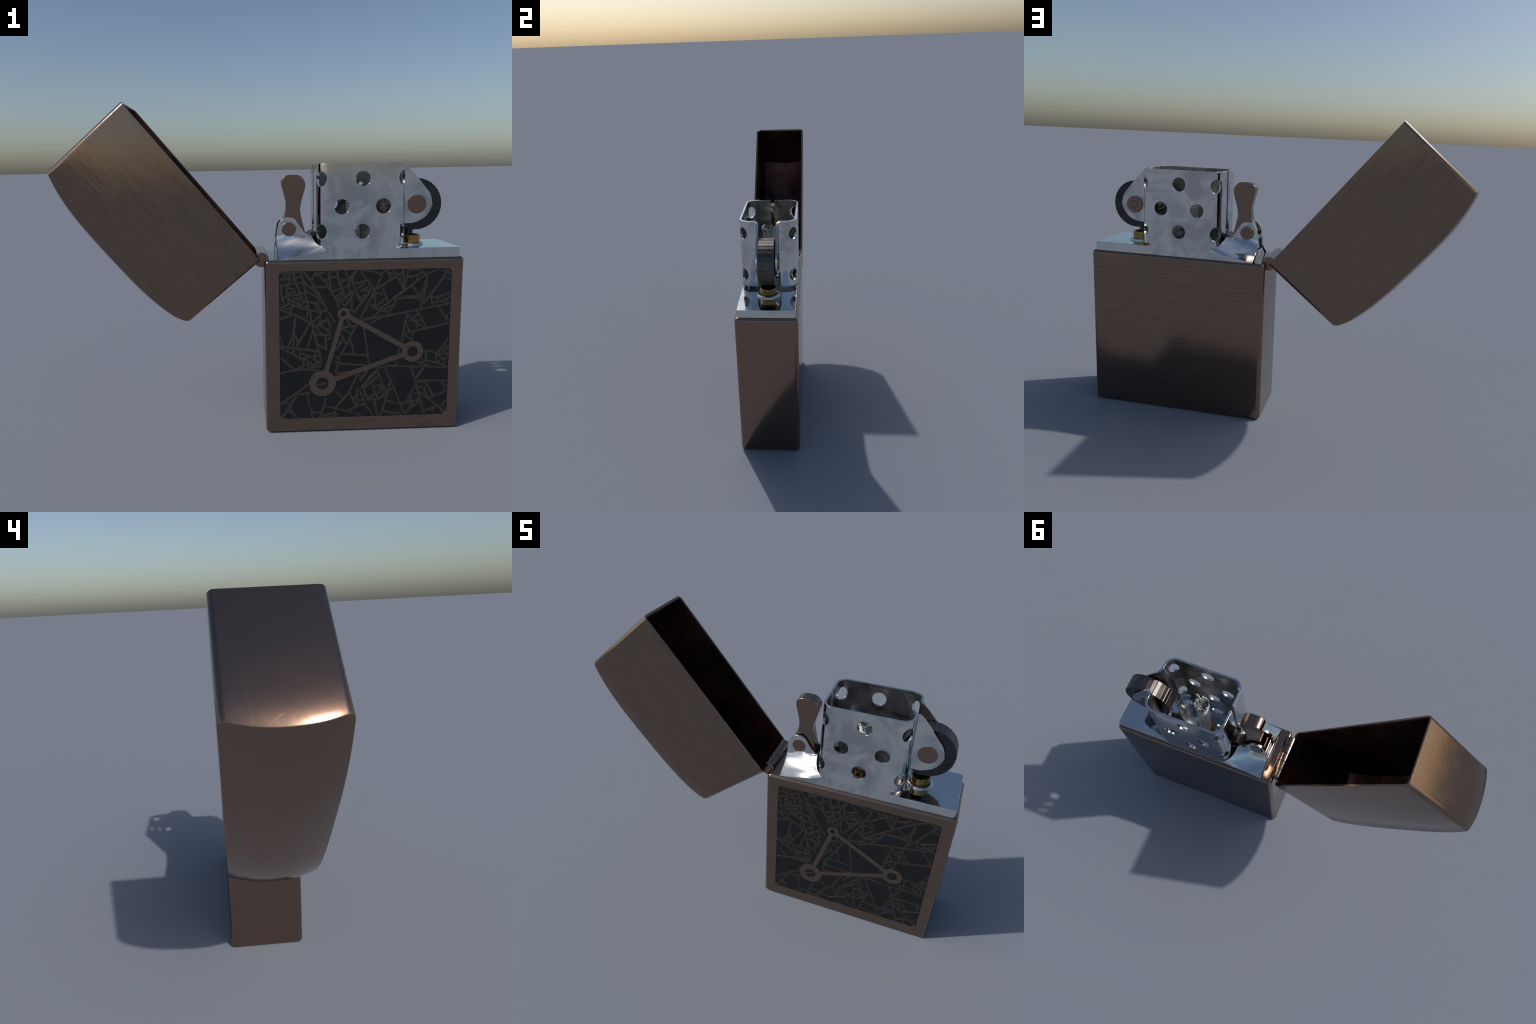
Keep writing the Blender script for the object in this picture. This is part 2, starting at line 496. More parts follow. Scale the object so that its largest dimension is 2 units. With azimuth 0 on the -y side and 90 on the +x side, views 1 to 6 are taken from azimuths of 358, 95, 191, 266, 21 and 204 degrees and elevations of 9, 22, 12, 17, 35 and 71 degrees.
web_middle_left = [
    [(170,584),(162,507)], [(162,507),(135,450)], [(164,507),(163,412)], [(171,510),(188,463)],
    [(96,505),(108,453)], [(96,452),(285,423)], [(241,559),(178,449)], [(254,562),(294,404),(300,351)],
    [(258,523),(230,438)], [(254,570),(302,512)], [(298,554),(343,513)], [(275,546),(319,576)],
    [(328,535),(345,539)], [(273,509),(343,503)], [(319,506),(325,435)], [(326,476),(349,490)],
    [(283,460),(325,429)], [(96,444),(159,412),(216,375)], [(193,433),(195,391)], [(205,413),(247,394)],
    [(201,387),(290,401)], [(268,421),(273,395),(264,384),(287,363)], [(222,385),(266,346)],
    [(266,350),(289,365)], [(214,375),(210,339)], [(233,371),(235,341)], [(96,396),(164,331)],
    [(96,313),(164,327),(204,342)], [(164,327),(214,329),(296,345)], [(224,329),(285,323)],
    [(216,357),(264,342)], [(339,568),(347,542)],
]
web_lines(web_middle_left)
web_middle = [
    [(431,577),(444,548)], [(393,541),(471,547)], [(475,553),(405,413),(388,390)], [(401,535),(448,508)],
    [(386,530),(424,458)], [(380,500),(393,502)], [(380,500),(384,461)], [(407,476),(369,422)],
    [(439,483),(453,449),(461,406)], [(511,534),(539,350)], [(407,407),(526,394)], [(369,396),(390,382)],
    [(390,386),(374,312)], [(369,361),(385,364)], [(387,356),(531,342)], [(374,302),(427,311)],
    [(583,326),(639,337),(671,336)], [(579,324),(600,262)], [(574,310),(532,264)], [(533,314),(495,265)],
    [(584,278),(559,263)], [(478,293),(470,266)], [(485,299),(495,283)],
]
web_lines(web_middle)
web_middle_right = [
    [(716,569),(702,464)], [(723,546),(739,512)], [(768,568),(777,513)], [(774,558),(819,520)],
    [(802,567),(825,525)], [(718,503),(936,550)], [(713,497),(750,466)], [(756,506),(754,466)],
    [(936,471),(885,399)], [(817,413),(936,386)], [(827,405),(823,353)], [(828,361),(936,327)],
    [(877,397),(879,347)], [(885,387),(915,368)], [(921,414),(936,421)], [(906,409),(936,392)],
    [(936,382),(914,338)], [(889,347),(904,363),(929,366)], [(659,335),(936,321)], [(782,354),(843,330)],
    [(807,370),(809,345)], [(678,357),(677,337)], [(691,429),(686,395)], [(754,323),(771,262)],
    [(816,321),(775,262)], [(936,437),(908,416)],
]
web_lines(web_middle_right)
web_lower_left = [
    [(234,249),(96,151)], [(275,244),(324,256)], [(182,202),(245,204)], [(176,192),(148,148),(140,124)],
    [(116,161),(144,146)], [(123,125),(177,75)], [(142,124),(177,75)], [(96,84),(123,103),(111,75)],
    [(230,192),(257,75)], [(326,181),(302,91),(292,75)], [(257,102),(302,99)], [(319,134),(524,75)],
    [(302,83),(370,97)], [(306,77),(351,75),(374,83)], [(298,79),(391,75)], [(372,117),(376,88),(387,75)],
    [(375,211),(407,175)], [(476,283),(441,202),(374,124)], [(443,201),(478,121)], [(428,103),(523,143)],
    [(462,171),(477,177)], [(480,224),(481,125)], [(493,223),(522,238)], [(493,212),(513,166)],
    [(488,160),(523,159)], [(469,75),(495,75)],
]
web_lines(web_lower_left)
web_lower_right = [
    [(527,312),(508,285)], [(576,305),(509,236)], [(584,277),(515,226)], [(579,312),(632,193)],
    [(620,327),(672,211),(723,75)], [(646,252),(638,201),(603,75)], [(641,214),(668,213)],
    [(554,251),(584,167)], [(566,229),(603,239)], [(596,230),(596,210),(583,185)], [(609,235),(610,174)],
    [(515,224),(521,192),(538,166)], [(540,168),(563,187),(566,207)], [(529,163),(586,161),(631,187)],
    [(520,139),(565,75)], [(569,155),(585,75)], [(585,75),(603,75)], [(620,156),(692,135)],
    [(704,133),(776,149),(802,148)], [(613,102),(644,89),(697,85)], [(617,98),(683,75)], [(701,87),(702,75)],
    [(754,323),(824,75)], [(816,321),(778,263)], [(774,228),(734,142)], [(769,189),(788,190)],
    [(754,181),(757,149)], [(786,255),(936,250)], [(781,243),(830,248)], [(785,220),(831,220)],
    [(828,244),(868,171)], [(820,211),(842,164)], [(791,200),(936,83)], [(848,162),(936,195)],
    [(909,245),(930,203)], [(915,239),(936,225)], [(907,112),(936,143)], [(920,120),(936,89)],
    [(823,91),(886,115)], [(884,113),(863,96),(872,75)], [(725,75),(745,104),(795,140)],
    [(748,122),(767,135)], [(907,100),(922,75)], [(789,150),(804,172)],
]
web_lines(web_lower_right)

web = make_object("cobweb_ridges", WEB, M_LINE, case, 25)
web["kind"] = "stuff"

# the flat emblem: three rings joined by three bars, level with the frame
RINGS = (((0.4094, 0.6108), 0.0305, 0.0140), ((0.7562, 0.4091), 0.0540, 0.0262), ((0.3062, 0.2553), 0.0675, 0.0303))
emblem = bpy.data.objects.new("triangle_emblem", None)
SCENE.collection.objects.link(emblem)
emblem.parent = case
for (x, z), ro, ri in RINGS:
    bm = lathe([(ri, 0.0), (ro, 0.0), (ro, 0.0056), (ri, 0.0056)], "Y", 56, closed=True)
    bmesh.ops.translate(bm, verts=bm.verts, vec=(x, -0.1685, z))
    make_object("emblem_ring", bm, M_FLAT, emblem, 30)
for i, width in ((0, 0.0258), (1, 0.0255), (2, 0.0235)):
    (ax, az), ra, rai = RINGS[i]
    (bx, bz), rb, rbi = RINGS[(i + 1) % 3]
    d = Vector((bx - ax, bz - az)).normalized()
    n = Vector((-d.y, d.x)) * (width / 2)
    a = Vector((ax, az)) + d * (ra + rai) / 2
    b = Vector((bx, bz)) - d * (rb + rbi) / 2
    quad = [tuple(a + n), tuple(a - n), tuple(b - n), tuple(b + n)]
    make_object("emblem_bar", prism(quad, -0.1740, -0.1685), M_FLAT, emblem, 30)

# ---- lid --------------------------------------------------------------------
# local frame of the shut lid: x along the opening from the hinge, z up to the crown
LID_L, LID_Y = 0.980, 0.175
lid_angle = math.radians(-129.82)
HINGE = Vector((0.006, 0.0, 0.881))

def crown(x, y, grow=0.0):
    u = min(1.0, abs((x - LID_L / 2) / (LID_L / 2)))
    v = min(1.0, abs(y / LID_Y))
    return 0.4575 + 0.012 * (1 - (1.0 if x < LID_L / 2 else 0.35) * max(0.0, (u - 0.95) / 0.05) ** 2) + 0.057 * (1 - u ** 3.2) + 0.035 * (1 - v ** 2.2) - 0.011 * max(0.0, (0.07 - x) / 0.07) ** 1.3 - grow

def lid_loop(inset, radius, n_corner=8, n_long=40, n_short=16):
    x0, x1, y0, y1 = inset, LID_L - inset, -LID_Y + inset, LID_Y - inset
    r = max(0.001, radius - inset)
    pts = []
    corners = ((x1 - r, y1 - r, 0), (x0 + r, y1 - r, 90), (x0 + r, y0 + r, 180), (x1 - r, y0 + r, 270))
    for k, (cx, cy, a0) in enumerate(corners):
        arc = [Vector((cx + r * math.cos(math.radians(a0 + 90 * i / n_corner)), cy + r * math.sin(math.radians(a0 + 90 * i / n_corner)))) for i in range(n_corner + 1)]
        pts += arc
        nx, ny, na = corners[(k + 1) % 4]
        nxt = Vector((nx + r * math.cos(math.radians(na)), ny + r * math.sin(math.radians(na))))
        n = n_long if k in (0, 2) else n_short
        pts += [arc[-1].lerp(nxt, i / n) for i in range(1, n)]
    return pts

def dome_shell(bm, inset, drop, height0):
    """Wall loops then crown loops; returns the vertex loop at the mouth."""
    base = lid_loop(inset, 0.024)
    loops = []
    c = Vector((LID_L / 2, 0))
    edge_r = 0.0025
    def ring(fn):
        loops.append([bm.verts.new(fn(p)) for p in base])
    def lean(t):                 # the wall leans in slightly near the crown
        return 0.0
    for f in (0.0, 0.25, 0.5, 0.75, 0.84, 0.9, 0.95, 0.985):
        def fn(p, f=f):
            t = max(0.0, (f - 0.75) / 0.25)
            d = (c - p)
            q = Vector((p.x + math.copysign(lean(t), d.x) * min(1, abs(d.x) * 8), p.y + math.copysign(lean(t), d.y) * min(1, abs(d.y) * 20)))
            top = crown(q.x, q.y, drop) - edge_r
            h = height0 + (top - height0) * f
            return (q.x, q.y, h)
        ring(fn)
    for a in (0, 22.5, 45, 67.5, 90):
        def fn(p, a=a):
            s, co = math.sin(math.radians(a)), math.cos(math.radians(a))
            d = (c - p)
            off = edge_r * (1 - co)
            q = Vector((p.x + math.copysign(off, d.x) * min(1, abs(d.x) * 8), p.y + math.copysign(off, d.y) * min(1, abs(d.y) * 20)))
            top = crown(q.x, q.y, drop)
            return (q.x, q.y, top - edge_r + edge_r * s)
        ring(fn)
    rim = [v.co.copy() for v in loops[-1]]
    for k in (0.985, 0.96, 0.92, 0.86, 0.78, 0.68, 0.56, 0.42, 0.28, 0.14):
        loop = []
        for v in rim:
            q = Vector((c.x + (v.x - c.x) * k, (v.y) * k))
            loop.append(bm.verts.new((q.x, q.y, crown(q.x, q.y, drop))))
        loops.append(loop)
    tip = bm.verts.new((c.x, 0, crown(c.x, 0, drop)))
    n = len(base)
    for a, b in zip(loops, loops[1:]):
        for i in range(n):
            bm.faces.new((a[i], a[(i + 1) % n], b[(i + 1) % n], b[i]))
    for i in range(n):
        bm.faces.new((loops[-1][i], loops[-1][(i + 1) % n], tip))
    return loops[0]

bm = bmesh.new()
outer = dome_shell(bm, 0.0, 0.0, 0.0012)
inner = dome_shell(bm, 0.0105, 0.0105, 0.0012)
n = len(outer)
lip_o = [bm.verts.new(v.co + Vector((0, 0, 0)) * 1) for v in outer]
for i, v in enumerate(lip_o):                      # slightly rounded lip
    v.co = outer[i].co.lerp(inner[i].co, 0.18); v.co.z = 0.0
lip_i = [bm.verts.new(outer[i].co.lerp(inner[i].co, 0.82)) for i in range(n)]
for v in lip_i:
    v.co.z = 0.0
for a, b in ((outer, lip_o), (lip_o, lip_i), (lip_i, inner)):
    for i in range(n):
        bm.faces.new((a[i], a[(i + 1) % n], b[(i + 1) % n], b[i]))
lid = make_object("lid", bm, M_COPPER, lighter, 32, weighted=False)
lid.location = HINGE

def draft(me):
    """Drawn-sheet taper: the lid narrows a little from its mouth to its crown."""
    for v in me.vertices:
        k = v.co.z / 0.46
        v.co.x -= 0.0085 * k * max(0.0, (v.co.x - 0.5) / (LID_L - 0.5))
        v.co.y *= 1 - 0.028 * k

def round_over_shading(me):
    """Pressed-metal look: the wall's shading turns gradually towards the crown, then breaks at the rim."""
    normals = []
    half = LID_L / 2
    for p in me.polygons:
        for vi in p.vertices:
            v = me.vertices[vi].co
            n = Vector((0, 0, 0))
            x, y = v.x - half, v.y
            wall = abs(p.normal.z) < 0.35 and (abs(x) > half - 0.026 or abs(y) > LID_Y - 0.026) and (Vector((p.center.x - half, p.center.y)).dot(Vector(p.normal[:2])) > 0)
            if wall and (abs(x) > half - 0.0085 or abs(y) > LID_Y - 0.0085 or math.hypot(max(0, abs(x) - half + 0.024), max(0, abs(y) - LID_Y + 0.024)) > 0.0165):
                f = v.z / crown(v.x, v.y)
                s = max(0.0, min(1.0, (f - 0.40) / 0.60))
                ex, ey = max(0.0, abs(x) - half + 0.024), max(0.0, abs(y) - LID_Y + 0.024)
                wide = 0.012 + 0.040 * s                    # corner turn widens towards the crown
                ax = max(0.0, abs(x) - (half - wide)) / wide
                ay = max(0.0, abs(y) - (LID_Y - wide)) / wide
                d = Vector((math.copysign(ex + 0.003 * s * ax + 0.0012 * abs(x) / half, x), math.copysign(ey + 0.002 * s * ay + 0.0040 * s * abs(y) / LID_Y, y)))
                if d.length > 1e-6:
                    d.normalize()
                    tilt = math.radians(20.5) * (0.16 * max(0.0, min(1.0, f)) + 0.84 * s ** 4.0)
                    n = Vector((d.x * math.cos(tilt), d.y * math.cos(tilt), math.sin(tilt)))
            normals.append(n)
    draft(me)
    me.update()
    me.normals_split_custom_set(normals)

round_over_shading(lid.data)
lid.rotation_euler = (0, lid_angle, 0)

bm = bmesh.new()
liner_o = dome_shell(bm, 0.0112, 0.0112, 0.006)
liner_i = dome_shell(bm, 0.0135, 0.0135, 0.006)
for i in range(len(liner_o)):
    j = (i + 1) % len(liner_o)
    bm.faces.new((liner_o[i], liner_o[j], liner_i[j], liner_i[i]))
lining = make_object("lid_lining", bm, M_LINING, lid, 32)
draft(lining.data)

leaf = rounded_box((0.0137, -0.122, 0.006), (0.0185, 0.122, 0.20), 0.0, 0.0)
make_object("hinge_leaf", leaf, M_LINING, lid, 30)

# ---- hinge: five knuckles round a pin ----------------------------------------
hinge = bpy.data.objects.new("hinge", None)
SCENE.collection.objects.link(hinge)
hinge.parent = lighter
hinge.location = (0.0127, 0.0, 0.879)
KN, R = 0.254 / 5, 0.0365
prof = [(0.0, 0.0), (0.0150, 0.0), (0.0160, -0.0012), (0.0172, 0.0), (R - 0.0012, 0.0), (R - 0.0004, 0.0004), (R, 0.0012),
        (R, KN - 0.0036), (R - 0.0005, KN - 0.0030), (R - 0.0014, KN - 0.0026), (0.0172, KN - 0.0026), (0.0160, KN - 0.0020), (0.0150, KN - 0.0026), (0.0, KN - 0.0026)]
kn_mesh = None
for k in range(5):
    if kn_mesh is None:
        ob = make_object("hinge_knuckle", lathe(prof, "Y", 40), M_POLISHED, hinge, 30)
        kn_mesh = ob.data
    else:
        ob = bpy.data.objects.new("hinge_knuckle", kn_mesh)
        SCENE.collection.objects.link(ob)
        ob.parent = hinge
        even_flats(ob)
    ob.location = (0, 0.127 - k * KN, 0)

pin = lathe([(0.0, -0.1200), (0.0300, -0.1200), (0.0300, 0.1200), (0.0, 0.1200)], "Y", 32)
make_object("hinge_pin", pin, M_DARK, hinge, 30)

# ---- insert -------------------------------------------------------------------
DECK = 0.927
insert = make_object("insert_body", rounded_box((0.328, -0.1607, 0.845), (0.984, 0.1607, DECK), 0.016, 0.0035, bottom=False), M_DECK, lighter, 30)

# the middle strip between the two cam brackets
make_object("insert_spine", rounded_box((0.0925, -0.0560, 0.846), (0.3285, 0.0560, DECK - 0.0012), 0.0, 0.002, bottom=False), M_STEEL, insert, 30)

RAMP = ((0.1606, 0.8820), (0.1470, 0.8885), (0.1300, 0.8975), (0.1140, 0.9065), (0.1000, 0.9155), (0.0860, 0.9250),
        (0.0735, 0.9345), (0.0640, 0.9455), (0.0570, 0.9580), (0.0535, 0.9720), (0.0520, 0.9880))      # (|y|, z) up the flare
RAMP_RIGHT = ((0.350, 0.1607, 0.9260), (0.334, 0.1606, 0.9300), (0.318, 0.1590, 0.9360), (0.305, 0.1505, 0.9410), (0.295, 0.1415, 0.9460), (0.286, 0.1320, 0.9530),
              (0.279, 0.1220, 0.9600), (0.272, 0.1080, 0.9700), (0.267, 0.0900, 0.9815), (0.264, 0.0710, 0.9930), (0.249, 0.0525, 0.9860))   # free edge wrapping the guard's corner: x, |y|, z
EAR = ((1.0030, 0.0958, 0.2290), (1.0200, 0.0975, 0.2180), (1.0370, 0.1010, 0.2065), (1.0520, 0.1068, 0.1965), (1.0635, 0.1150, 0.1880),
       (1.0710, 0.1245, 0.1795), (1.0755, 0.1340, 0.1715), (1.0785, 0.1450, 0.1625))                         # ear above it: z, left, right

def bracket(sign):
    bm = bmesh.new()
    cols = 20
    grid = []
    sheet = [((0.0925 + 0.0025 * max(0.0, (z - 0.95) / 0.04), y, z), end) for (y, z), end in zip(RAMP, RAMP_RIGHT)] + [((xl, 0.0520, z), (xr, 0.0520, z)) for z, xl, xr in EAR]
    for i, (left, right) in enumerate(sheet):
        row = []
        power = 1.0 + 0.45 * min(1.0, i / 4)          # the flare keeps its section, then wraps up round the guard
        for s in range(cols + 1):
            f = s / cols
            w = f ** power
            row.append(bm.verts.new((left[0] + (right[0] - left[0]) * f, sign * (left[1] + (right[1] - left[1]) * w), left[2] + (right[2] - left[2]) * w)))
        grid.append(row)
    back = [[bm.verts.new((v.co.x, sign * max(0.0400, abs(v.co.y) - 0.012), 0.86 if i == 0 else max(0.86, v.co.z - (0.014 if i < 8 else 0.0)))) for v in row] for i, row in enumerate(grid)]
    skirt = [bm.verts.new((v.co.x, sign * 0.1606, 0.846)) for v in grid[0]]
    for a, b in zip(grid, grid[1:]):
        for s in range(cols):
            bm.faces.new((a[s], a[s + 1], b[s + 1], b[s]))
    for s in range(cols):
        bm.faces.new((skirt[s], skirt[s + 1], grid[0][s + 1], grid[0][s]))
        bm.faces.new((grid[-1][s], grid[-1][s + 1], back[-1][s + 1], back[-1][s]))
        bm.faces.new((back[0][s], back[0][s + 1], skirt[s + 1], skirt[s]))
    for a, b in zip(back, back[1:]):
        for s in range(cols):
            bm.faces.new((a[s], b[s], b[s + 1], a[s + 1]))
    for s in (0, cols):
        for i in range(len(grid) - 1):
            bm.faces.new((grid[i][s], grid[i + 1][s], back[i + 1][s], back[i][s]))
        bm.faces.new((skirt[s], grid[0][s], back[0][s]))
    # solid end wall under the flare on the hinge side
    end = [bm.verts.new((0.0925, sign * y, z)) for y, z in RAMP] + [bm.verts.new((0.0925, sign * 0.05, 0.988)), bm.verts.new((0.0925, sign * 0.05, 0.846)), bm.verts.new((0.0925, sign * 0.16, 0.846))]
    end_in = [bm.verts.new(v.co + Vector((0.006, 0, -0.004 if v.co.z > 0.85 else 0))) for v in end]
    bm.faces.new(end)
    bm.faces.new(list(reversed(end_in)))
    for i in range(len(end)):
        j = (i + 1) % len(end)
        bm.faces.new((end[i], end[j], end_in[j], end_in[i]))
    make_object("cam_bracket", bm, M_STEEL, insert, 40)

for sign in (-1, 1):
    bracket(sign)

# ---- perforated wind guard ---------------------------------------------------
G_TOP, G_X0, G_X1, G_Y, G_R, SHEET = 1.339, 0.284, 0.717, 0.1611, 0.060, 0.0115

def guard_path():
    """Plan of the front half, from the seam round to the end of the wheel ear: (x, |y|)."""
    p = [(G_X0, 0.0115 + (G_Y - G_R - 0.0115) * i / 8) for i in range(8)]
    for i in range(11):
        a = math.radians(180 - 90 * i / 10)
        p.append((G_X0 + G_R + G_R * math.cos(a), G_Y - G_R + G_R * math.sin(a)))
    x0, x1 = G_X0 + G_R, G_X1 - G_R
    p += [(x0 + (x1 - x0) * i / 28, G_Y) for i in range(1, 28)]
    for i in range(11):
        a = math.radians(90 - 90 * i / 10)
        p.append((G_X1 - G_R + G_R * math.cos(a), G_Y - G_R + G_R * math.sin(a)))
    p += [(G_X1, 0.098), (G_X1, 0.092), (G_X1 + 0.0003, 0.086)]
    r = 0.023                                         # outward bend into the ear
    for i in range(1, 9):
        a = math.radians(90 * i / 8)
        p.append((G_X1 + r * (1 - math.cos(a)), 0.083 - r * math.sin(a)))
    p += [(G_X1 + r + 0.132 * i / 26, 0.0600) for i in range(1, 27)]
    return p

EAR_TOP = ((0.717, 1.339), (0.732, 1.333), (0.800, 1.2600), (0.853, 1.1950), (0.864, 1.174), (0.870, 1.152), (0.872, 1.135))
EAR_LOW = ((0.722, 1.0375), (0.770, 1.0385), (0.797, 1.0450), (0.824, 1.0575), (0.844, 1.0740), (0.857, 1.0920), (0.866, 1.110), (0.872, 1.131))

def guard_range(x, y):
    if x > 0.7215:
        return interp(EAR_LOW, x), interp(EAR_TOP, x)
    top = G_TOP if y > 0.07 or x < 0.5 else interp(EAR_TOP, x)
    if y > G_Y - 0.0005 and 0.345 <= x <= 0.662:
        return 0.862, top
    if x > 0.66:
        return 0.9445, top
    return 0.9000, top

def guard_half(sign):
    path = guard_path()
    bm = bmesh.new()
    rows = 36
    cols = []
    for i, (x, y) in enumerate(path):
        a, b = path[max(0, i - 1)], path[min(len(path) - 1, i + 1)]
        t = Vector((b[0] - a[0], b[1] - a[1])).normalized()
        nrm = Vector((t.y, -t.x))                   # towards the inside of the guard
        lo, hi = guard_range(x, y)
        out_col, in_col = [], []
        for k in range(rows + 1):
            z = lo + (hi - lo) * k / rows
            if i < 8:                                # the seam opens into a drop-shaped slot and the foot flares out
                gap = 0.0115 + 0.020 * math.exp(-((z - 1.030) / 0.030) ** 2)
                y = gap + (G_Y - G_R - gap) * i / 8
                x = G_X0 - 0.007 * max(0.0, min(1.0, (1.10 - z) / 0.12)) ** 2 * (1 - i / 8)
            out_col.append(bm.verts.new((x, sign * y, z)))
            in_col.append(bm.verts.new((x + nrm.x * SHEET, sign * (y + nrm.y * SHEET), z)))
        cols.append((out_col, in_col))
    for (ao, ai), (bo, bi) in zip(cols, cols[1:]):
        for k in range(rows):
            bm.faces.new((ao[k], bo[k], bo[k + 1], ao[k + 1]))
            f = bm.faces.new((ai[k], ai[k + 1], bi[k + 1], bi[k]))
            f.material_index = 1
        bm.faces.new((ao[0], ai[0], bi[0], bo[0]))
        bm.faces.new((ao[-1], bo[-1], bi[-1], ai[-1]))
    for o, i in (cols[0], cols[-1]):
        for k in range(rows):
            bm.faces.new((o[k], o[k + 1], i[k + 1], i[k]))
    return make_object("wind_guard", bm, [M_STEEL, M_SOOT], insert, 40)

HOLE = 0.0362
def hole_cutter(x, z, y0, direction=None, r=HOLE):
    bm = bmesh.new()
    bmesh.ops.create_cone(bm, cap_ends=True, segments=36, radius1=r, radius2=r, depth=0.2)
    d = Vector(direction if direction else (0, 1, 0)).normalized()
    q = Vector((0, 0, 1)).rotation_difference(d)
    bmesh.ops.rotate(bm, verts=bm.verts, cent=(0, 0, 0), matrix=q.to_matrix())
    if direction:                                     # punched before the sheet was bent: narrower across the bend
        side = Vector((-d.y, d.x, 0))
        for v in bm.verts:
            v.co -= side * (0.20 * side.dot(v.co))
    bmesh.ops.translate(bm, verts=bm.verts, vec=(x, y0, z))
    return make_object("hole_cutter", bm, M_STEEL, None, 0)

for sign in (-1, 1):
    guard = guard_half(sign)
    cutters = [hole_cutter(x, z, sign * G_Y) for x, z in ((0.5, 1.2650), (0.5, 1.0140), (0.4, 1.1330), (0.6, 1.1330))]
    for cx, sx in ((G_X0 + G_R, -1), (G_X1 - G_R, 1)):
        for z in (1.2650, 1.0140):
            k = G_R * 0.7071
            cutters.append(hole_cutter(cx + sx * k, z, sign * (G_Y - G_R + k), (sx, sign, 0)))
            c = cutters[-1]
            c.data.transform(Matrix.Translation((sx * 0.036, sign * 0.036, 0)))
    cut(guard, cutters, 40)

# ---- striker wheel --------------------------------------------------------------
WHEEL = Vector((0.795, 0.0, 1.1325))
bm = bmesh.new()
TEETH, WR, WY = 34, 0.1295, 0.0440
outline = []
for i in range(TEETH):
    a = 2 * math.pi * i / TEETH
    outline.append((WR * math.cos(a), WR * math.sin(a)))
    b = 2 * math.pi * (i + 0.86) / TEETH
    outline.append(((WR - 0.0017) * math.cos(b), (WR - 0.0017) * math.sin(b)))
wheel = make_object("striker_wheel", prism(outline, -WY, WY, 0.0018, 1), [M_WHEEL, M_TEETH], insert, 25)
for p in wheel.data.polygons:
    c = p.center
    if abs(p.normal.y) < 0.5 and math.hypot(c.x, c.z) > WR - 0.02:
        p.material_index = 1
wheel.location = WHEEL

def rivet(name, r, proud, groove):
    prof = [(0.0, 0.0)]
    if groove:
        prof += [(groove - 0.0022, 0.0), (groove - 0.0010, -0.0022), (groove + 0.0010, -0.0022), (groove + 0.0022, 0.0)]
        prof += [(r - 0.006, 0.0), (r - 0.0022, -0.0008), (r, -0.0040), (r, -proud - 0.008)]
    else:
        prof += [(r - 0.003, 0.0), (r - 0.0010, -0.0006), (r, -0.0022), (r, -proud - 0.008)]
    prof += [(0.0, -proud - 0.008)]
    return lathe(prof, "Y", 40)

def place_rivet(x, z, y_face, sign, r, proud, groove):
    bm = rivet("rivet", r, proud, groove)
    if sign > 0:
        bmesh.ops.rotate(bm, verts=bm.verts, cent=(0, 0, 0), matrix=Matrix.Rotation(math.pi, 3, "Z"))
    ob = make_object("rivet", bm, M_POLISHED, insert, 30)
    ob.location = (x, y_face + sign * proud, z)
    return ob

place_rivet(WHEEL.x, WHEEL.z, -0.0600, -1, 0.0475, 0.0020, 0)
place_rivet(WHEEL.x, WHEEL.z, 0.0600, 1, 0.0470, 0.0090, 0.0200)
place_rivet(0.1560, 1.0190, -0.0520, -1, 0.0362, 0.0018, 0)
place_rivet(0.1545, 1.0190, 0.0520, 1, 0.0368, 0.0070, 0.0160)

# ---- flint tube under the wheel --------------------------------------------------
tube = lathe([(0.0400, 0.926), (0.0465, 0.926), (0.0475, 0.930), (0.0475, 0.9740), (0.0465, 0.9755), (0.0415, 0.9755), (0.0405, 0.9740)], "Z", 48, closed=True)
bmesh.ops.translate(tube, verts=tube.verts, vec=(0.784, 0, 0))
make_object("flint_tube", tube, M_BRASS, insert, 30)
washer = lathe([(0.0565 + 0.0095 * math.cos(2 * math.pi * i / 12), 0.930 + 0.0085 * math.sin(2 * math.pi * i / 12)) for i in range(12)], "Z", 56, closed=True)
bmesh.ops.translate(washer, verts=washer.verts, vec=(0.784, 0, 0))
make_object("tube_washer", washer, M_STEEL, insert, 50)
flint = lathe([(0.0, 0.927), (0.0215, 0.927), (0.0215, 1.012), (0.0, 1.012)], "Z", 28)
bmesh.ops.translate(flint, verts=flint.verts, vec=(0.774, 0, 0))
make_object("flint", flint, M_DARK, insert, 30)

# ---- cam lever ---------------------------------------------------------------------
LEVER = [(0.1300, 1.2745), (0.1520, 1.2862), (0.1800, 1.2872), (0.2060, 1.2850), (0.2300, 1.2690), (0.2415, 1.2430), (0.2350, 1.2060), (0.2230, 1.1650),
         (0.2150, 1.1250), (0.2160, 1.0980), (0.2265, 1.0500), (0.2400, 0.9950), (0.2480, 0.9580), (0.2280, 0.9400), (0.1800, 0.9500),
         (0.1320, 0.9750), (0.1150, 1.0150), (0.1200, 1.0500), (0.1345, 1.0790), (0.1425, 1.1130), (0.1440, 1.1500), (0.1340, 1.1950), (0.1240, 1.2330), (0.1220, 1.2560)]
make_object("cam_lever", prism(smooth_loop(LEVER, 4), -0.0335, 0.0335, 0.0045, 3), M_POLISHED, insert, 30)

# spring tongue that holds the cam, poking out through the seam side of the guard
make_object("cam_spring", prism([(0.2500, 0.9660), (0.2950, 0.9830), (0.2950, 1.0060), (0.2700, 1.0040), (0.2440, 0.9860)], -0.0500, 0.0500, 0.0012), M_DARK, insert, 30)
curl = [(0.1010, 0.930), (0.1130, 0.930), (0.1120, 0.960), (0.1090, 0.985), (0.1060, 1.005), (0.1030, 1.004), (0.1035, 0.980), (0.1025, 0.955)]
make_object("spring_leaf", prism(curl, -0.034, 0.034, 0.0006), M_STEEL, insert, 40)

